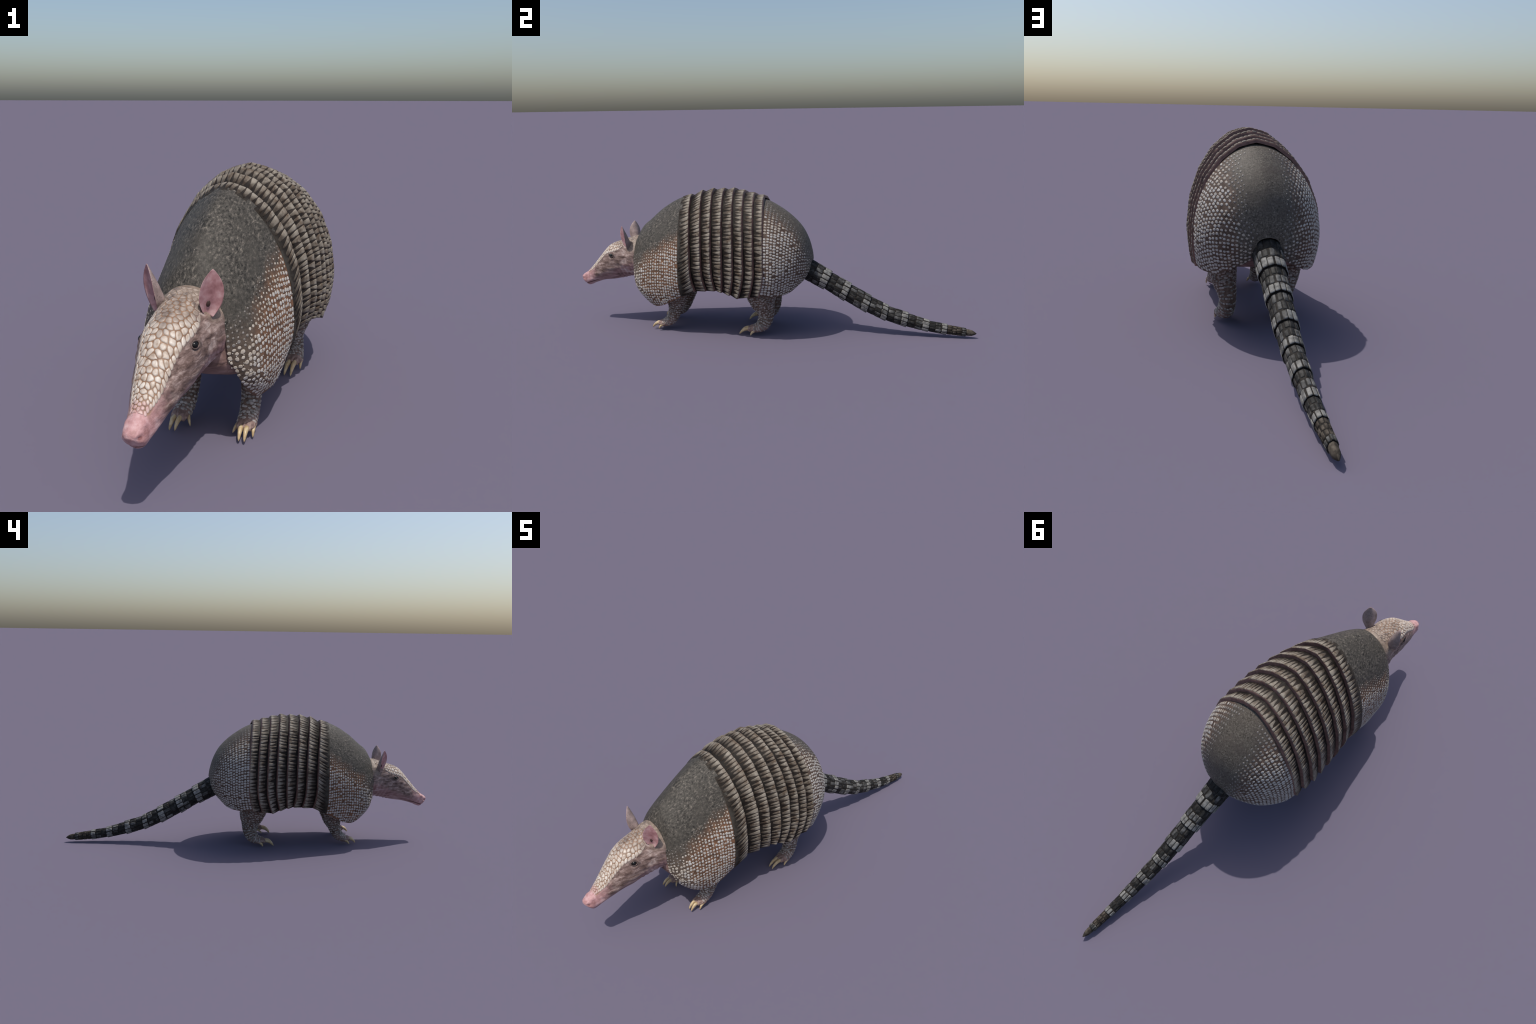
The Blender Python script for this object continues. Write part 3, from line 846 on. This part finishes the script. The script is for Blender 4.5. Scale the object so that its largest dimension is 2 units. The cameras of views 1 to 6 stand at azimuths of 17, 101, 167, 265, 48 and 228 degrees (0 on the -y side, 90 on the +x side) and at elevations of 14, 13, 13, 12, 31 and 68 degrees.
def claw(name, base, tip, r, arch, sx, parent):
    base, tip = np.array(base), np.array(tip)
    ctrl = (base + tip) / 2 + np.array([0, -0.004, arch])
    V = []
    d0 = unit(tip - base); sd = unit(np.cross(d0, [0, 0, 1])); 
    for i in range(11):
        q = i / 10
        c = (1 - q) ** 2 * base + 2 * q * (1 - q) * ctrl + q * q * tip
        tg = unit(2 * (1 - q) * (ctrl - base) + 2 * q * (tip - ctrl)); up = unit(np.cross(sd, tg))
        rr = r * (1 - q ** 6) ** 0.6 * (1.0 + 0.10 * math.sin(PI * min(1, q * 1.4))) * (1 - 0.42 * q) + 0.0004
        for j in range(12):
            th = 2 * PI * j / 12; V.append((c + sd * math.cos(th) * rr * 0.85 + up * math.sin(th) * rr) * np.array([sx, 1, 1]))
    F_ = grid_faces(11, 12, wrap=True) + [tuple(range(12))[::-1], tuple(range(120, 132))]
    new_object(name, V, F_, [M['claw']], parent)

def build_leg(kind, spine, toes, sx, seed):
    S = leg_surface(spine); n = len(spine) - 1
    ns, na = 110, 56
    s_ = np.linspace(0, n, ns); a_ = np.arange(na) / na * 2 * PI
    P = S(s_[:, None], a_[None, :])
    nrm = unit(P - catmull(np.array(spine), s_)[:, None, :3])
    flat = np.maximum(P[..., 2], 0.0115)                       # sole
    P[..., 2] = np.where(s_[:, None] > 5, flat, P[..., 2])
    low = smoothstep(2, 4, s_)[:, None]
    w = value_noise(P * np.array([30, 30, 90]), 1.0, seed) * 0.0016 + value_noise(P, 60, seed + 1) * 0.0012
    # shallow furrows between the toes
    toe = np.cos((P[..., 0] - spine[-2][0]) / 0.0155 * 2 * PI) * 0.0028 * smoothstep(7.2, 8.4, s_)[:, None] * (np.sin(a_) != 9)[None, :]
    P = P + nrm * (w + toe)[..., None]
    P[..., 0] *= sx
    V = np.concatenate([P.reshape(-1, 3), P[0].mean(0)[None], P[-1].mean(0)[None]])
    F_ = grid_faces(ns, na, wrap=True) + [((q + 1) % na, q, ns * na) for q in range(na)] + [((ns - 1) * na + q, (ns - 1) * na + (q + 1) % na, ns * na + 1) for q in range(na)]
    me = bpy.data.meshes.new("tmp"); me.from_pydata(V.tolist(), [], F_); me.update()
    vn = np.zeros(len(V) * 3); me.vertices.foreach_get("normal", vn); vn = vn.reshape(-1, 3); bpy.data.meshes.remove(me)
    mid_ = nrm.copy(); mid_[..., 0] *= sx
    if np.sum(vn[:ns * na] * mid_.reshape(-1, 3)) < 0:
        F_ = [tuple(reversed(f)) for f in F_]; vn = -vn
    leg, foot = split_surface([(kind, M['leg']), ("foot", M['leg'])], V, F_, vn, lambda c: (c[:, 2] < 0.066).astype(int))
    # scales in rings round the limb
    lr = np.random.default_rng(seed); soup = Soup()
    s_now = 0.8
    row = 0
    while s_now < n - 1.6:
        Q = catmull(np.array(spine), np.array([s_now]))[0]
        circ = PI * (Q[3] + Q[4]); pitch = 0.0125 if s_now < 4 else 0.0112
        cnt = max(6, int(circ / pitch))
        for j in range(cnt):
            a0 = 2 * PI * (j + (0.5 if row % 2 else 0)) / cnt + lr.normal(0, 0.05); ss_ = s_now + lr.normal(0, 0.05)
            if s_now > 5.2 and math.sin(a0) * 1 < -0.2 and Q[2] < 0.07: pass
            p = S(ss_, a0); e = 0.02
            if p[2] < 0.026 or lr.random() < 0.06: continue
            u = unit(S(ss_ + e, a0) - S(ss_ - e, a0)); v = unit(S(ss_, a0 + e) - S(ss_, a0 - e)); nn = unit(np.cross(u, v))
            if np.dot(nn, p - Q[:3]) < 0: nn = -nn
            mx = np.array([sx, 1, 1])
            r = 0.0052 * lr.uniform(0.75, 1.15)
            V_, f_ = scute_mesh(p * mx, u * mx, v * mx, nn * mx, r * 0.78, r * 1.12, 0.0016, 8, lr.uniform(0, 1), 0.2)
            soup.add(V_, f_, 0 if lr.random() < 0.6 else 1)
        step = 0.0118 / max(1e-4, np.linalg.norm(S(s_now + 0.05, 0.) - S(s_now - 0.05, 0.)) / 0.1)
        s_now += step; row += 1
    soup.build("leg_scales", [M['leg_scale'], M['scute_c']], leg)
    for b, t_, r, arch in toes:
        claw("claw", b, t_, r, arch, sx, root)
        # knuckle the claw grows from
        b_, d_ = np.array(b), unit(np.array(t_) - np.array(b)) * np.array([1, 1, .35]); d_ = unit(d_)
        e1 = unit(np.cross(d_, [0, 0, 1])); e2 = np.cross(e1, d_); c_ = b_ - d_ * r * 0.9 + np.array([0, 0, .001])
        Vt = [(c_ + d_ * r * 2.1 * math.cos(PI * j / 10) + (e1 * math.cos(2 * PI * q / 16) + e2 * math.sin(2 * PI * q / 16)) * r * 1.28 * math.sin(PI * j / 10)) * np.array([sx, 1, 1]) for j in range(11) for q in range(16)]
        new_object("toe", Vt, grid_faces(11, 16, wrap=True), [M['leg']], root)

FORE_TOES = [((.0895, -.546, .031), (.0925, -.582, .007), .0080, .015), ((.1055, -.546, .031), (.1085, -.583, .007), .0080, .015),
             ((.1180, -.522, .027), (.1215, -.547, .004), .0064, .009), ((.0755, -.524, .029), (.0625, -.543, .006), .0058, .008)]
HIND_TOES = [((.1070, -.078, .031), (.1010, -.129, .001), .0090, .019), ((.1260, -.078, .031), (.1225, -.130, .001), .0090, .019),
             ((.1400, -.050, .026), (.1420, -.070, .004), .0068, .008), ((.0900, -.052, .027), (.0815, -.083, .004), .0060, .009)]
for sx in (1, -1):
    build_leg("foreleg", FORE, FORE_TOES, sx, 31)
    build_leg("hindleg", HIND, HIND_TOES, sx, 41)

# ------------------------------------------------------------------ tail
TAIL = [ # top (y,z), bottom (y,z), half width : the free rear edge of each ring, root first
    (.205, .366, .168, .268, .052), (.3135, .3045, .270, .2145, .049), (.4075, .248, .3695, .1595, .0435), (.5045, .190, .4775, .105, .0395), (.587, .1455, .571, .0675, .0345),
    (.6815, .1135, .670, .041, .0295), (.7815, .0795, .7735, .0235, .0245), (.8645, .0640, .859, .0130, .0205), (.951, .0475, .9495, .0105, .0150)]
TAIL = [(a_, b_ - .0015, c_, d_ - .0035, e_ * 1.03) for a_, b_, c_, d_, e_ in TAIL]
def tail_ring(R, a, shrink=1.0):
    yt, zt, yb, zb, w = R
    c = np.array([0, (yt + yb) / 2, (zt + zb) / 2]); U = np.array([0, (yt - yb) / 2, (zt - zb) / 2])
    a = np.asarray(a, float)
    # faceted: eight flats with a ridge on top
    k = a / (PI / 4); k0 = np.floor(k) * PI / 4; k1 = k0 + PI / 4; g = (k - np.floor(k))
    ca = 0.6 * (np.cos(k0) * (1 - g) + np.cos(k1) * g) + 0.4 * np.cos(a); sa = 0.6 * (np.sin(k0) * (1 - g) + np.sin(k1) * g) + 0.4 * np.sin(a)
    return c + ca[..., None] * U * shrink + (sa * w * shrink)[..., None] * np.array([1, 0, 0])
NA = 64
ang = np.arange(NA) / NA * 2 * PI
# core
rows_ = [tail_ring(R, ang, 0.80) for R in TAIL]
V = np.concatenate(rows_); F_ = grid_faces(len(rows_), NA, wrap=True)
tail = new_object("tail", V, F_, [M['tail_core']], root)
def tail_fun(i):
    R0, R1 = np.array(TAIL[i - 1]), np.array(TAIL[i])
    def F(f, a):
        f, a = np.broadcast_arrays(np.asarray(f, float), np.asarray(a, float))
        A = tail_ring(R0, a, 0.86 if i > 1 else 1.0); B = tail_ring(R1, a, 1.0)
        return A + (B - A) * f[..., None]
    def FN(f, a):
        p = F(f, a); n = unit(np.cross(F(f + .02, a) - F(f - .02, a), F(f, a + .01) - F(f, a - .01)))
        c = F(f, a) * 0.5 + F(f, a + PI) * 0.5
        s_ = np.sum(n * (p - c), -1) < 0
        return p, np.where(s_[..., None], -n, n)
    return F, FN
for i in range(1, len(TAIL)):
    F, FN = tail_fun(i)
    prof = [(-0.04, 1.0), (0.25, 1.0), (0.5, 1.0), (0.75, 1.0), (0.97, 1.0), (1.0, .99), (1.0, .92), (0.98, .8)]
    V = []
    for f, k in prof:
        p = F(np.full(NA, f), ang); c = p.mean(0); V.append(c + (p - c) * k)
    ob = new_object("tail_ring", np.concatenate(V), grid_faces(len(prof), NA, wrap=True), [M['tail_core']], tail)
    smooth_by_angle(ob, 40)
    lastish = i >= len(TAIL) - 1
    cuts = [0.02, 0.36, 0.68, 1.005] if not lastish else [0.02, .27, .52, .77, 1.005]
    for r in range(len(cuts) - 1):
        rad = 0.5 * (TAIL[i][4] + TAIL[i - 1][4])
        cnt = int(round(np.interp(rad, [.015, .05], [8, 14]))) + (r % 2)
        for j in range(cnt):
            a0 = 2 * PI * (j + 0.5 * (r % 2) + rng.uniform(-.12, .12)) / cnt; a1 = a0 + 2 * PI / cnt * rng.uniform(.93, 1.0)
            ga = 0.0012 / rad; gf = 0.012
            f0, f1 = cuts[r] + rng.uniform(-.03, .03) * (r > 0), cuts[r + 1] + (rng.uniform(-.03, .03) if r < len(cuts) - 2 else 0)
            o = np.array([(f0 + gf, a0 + ga), (f0 + gf, a1 - ga), (f1 - gf * (r < len(cuts) - 2), a1 - ga), (f1 - gf * (r < len(cuts) - 2), a0 + ga)])
            out = []
            for q in range(4):                                   # rounded corners
                A, B, C = o[q - 1], o[q], o[(q + 1) % 4]
                out += [B + (A - B) * 0.16, B + (A - B) * .04 + (C - B) * .04, B + (C - B) * 0.16, B + (C - B) * 0.5]
            v, f = dome_plate(np.array(out), FN, 0.0016, 0.001, 0.66)
            lum = rng.random()
            if lastish: m = 'tail_tip' if r < 3 else 'tail_mid'
            elif r == 0: m = 'tail_dark' if lum < .93 else 'tail_mid'
            elif r == 1: m = 'tail_mid' if lum < .5 else ('tail_dark' if lum < .93 else 'tail_pale')
            else: m = 'tail_pale' if lum < .85 else 'tail_mid'
            new_object("tail_scale", v, f, [M[m]], tail)
# blunt cone at the tip
R = TAIL[-1]; V = []
tip = np.array([0, 1.0, .0215])
for q, k in [(-.02, .84), (.25, .84), (.55, .74), (.8, .42), (.95, .14), (1.0, .02)]:
    base = tail_ring(R, ang, 1.0); c = base.mean(0)
    V.append(c + (tip - c) * q + (base - c) * k)
new_object("tail_tip", np.concatenate(V), grid_faces(6, NA, wrap=True) + [tuple(5 * NA + j for j in range(NA))], [M['tail_tip']], tail)
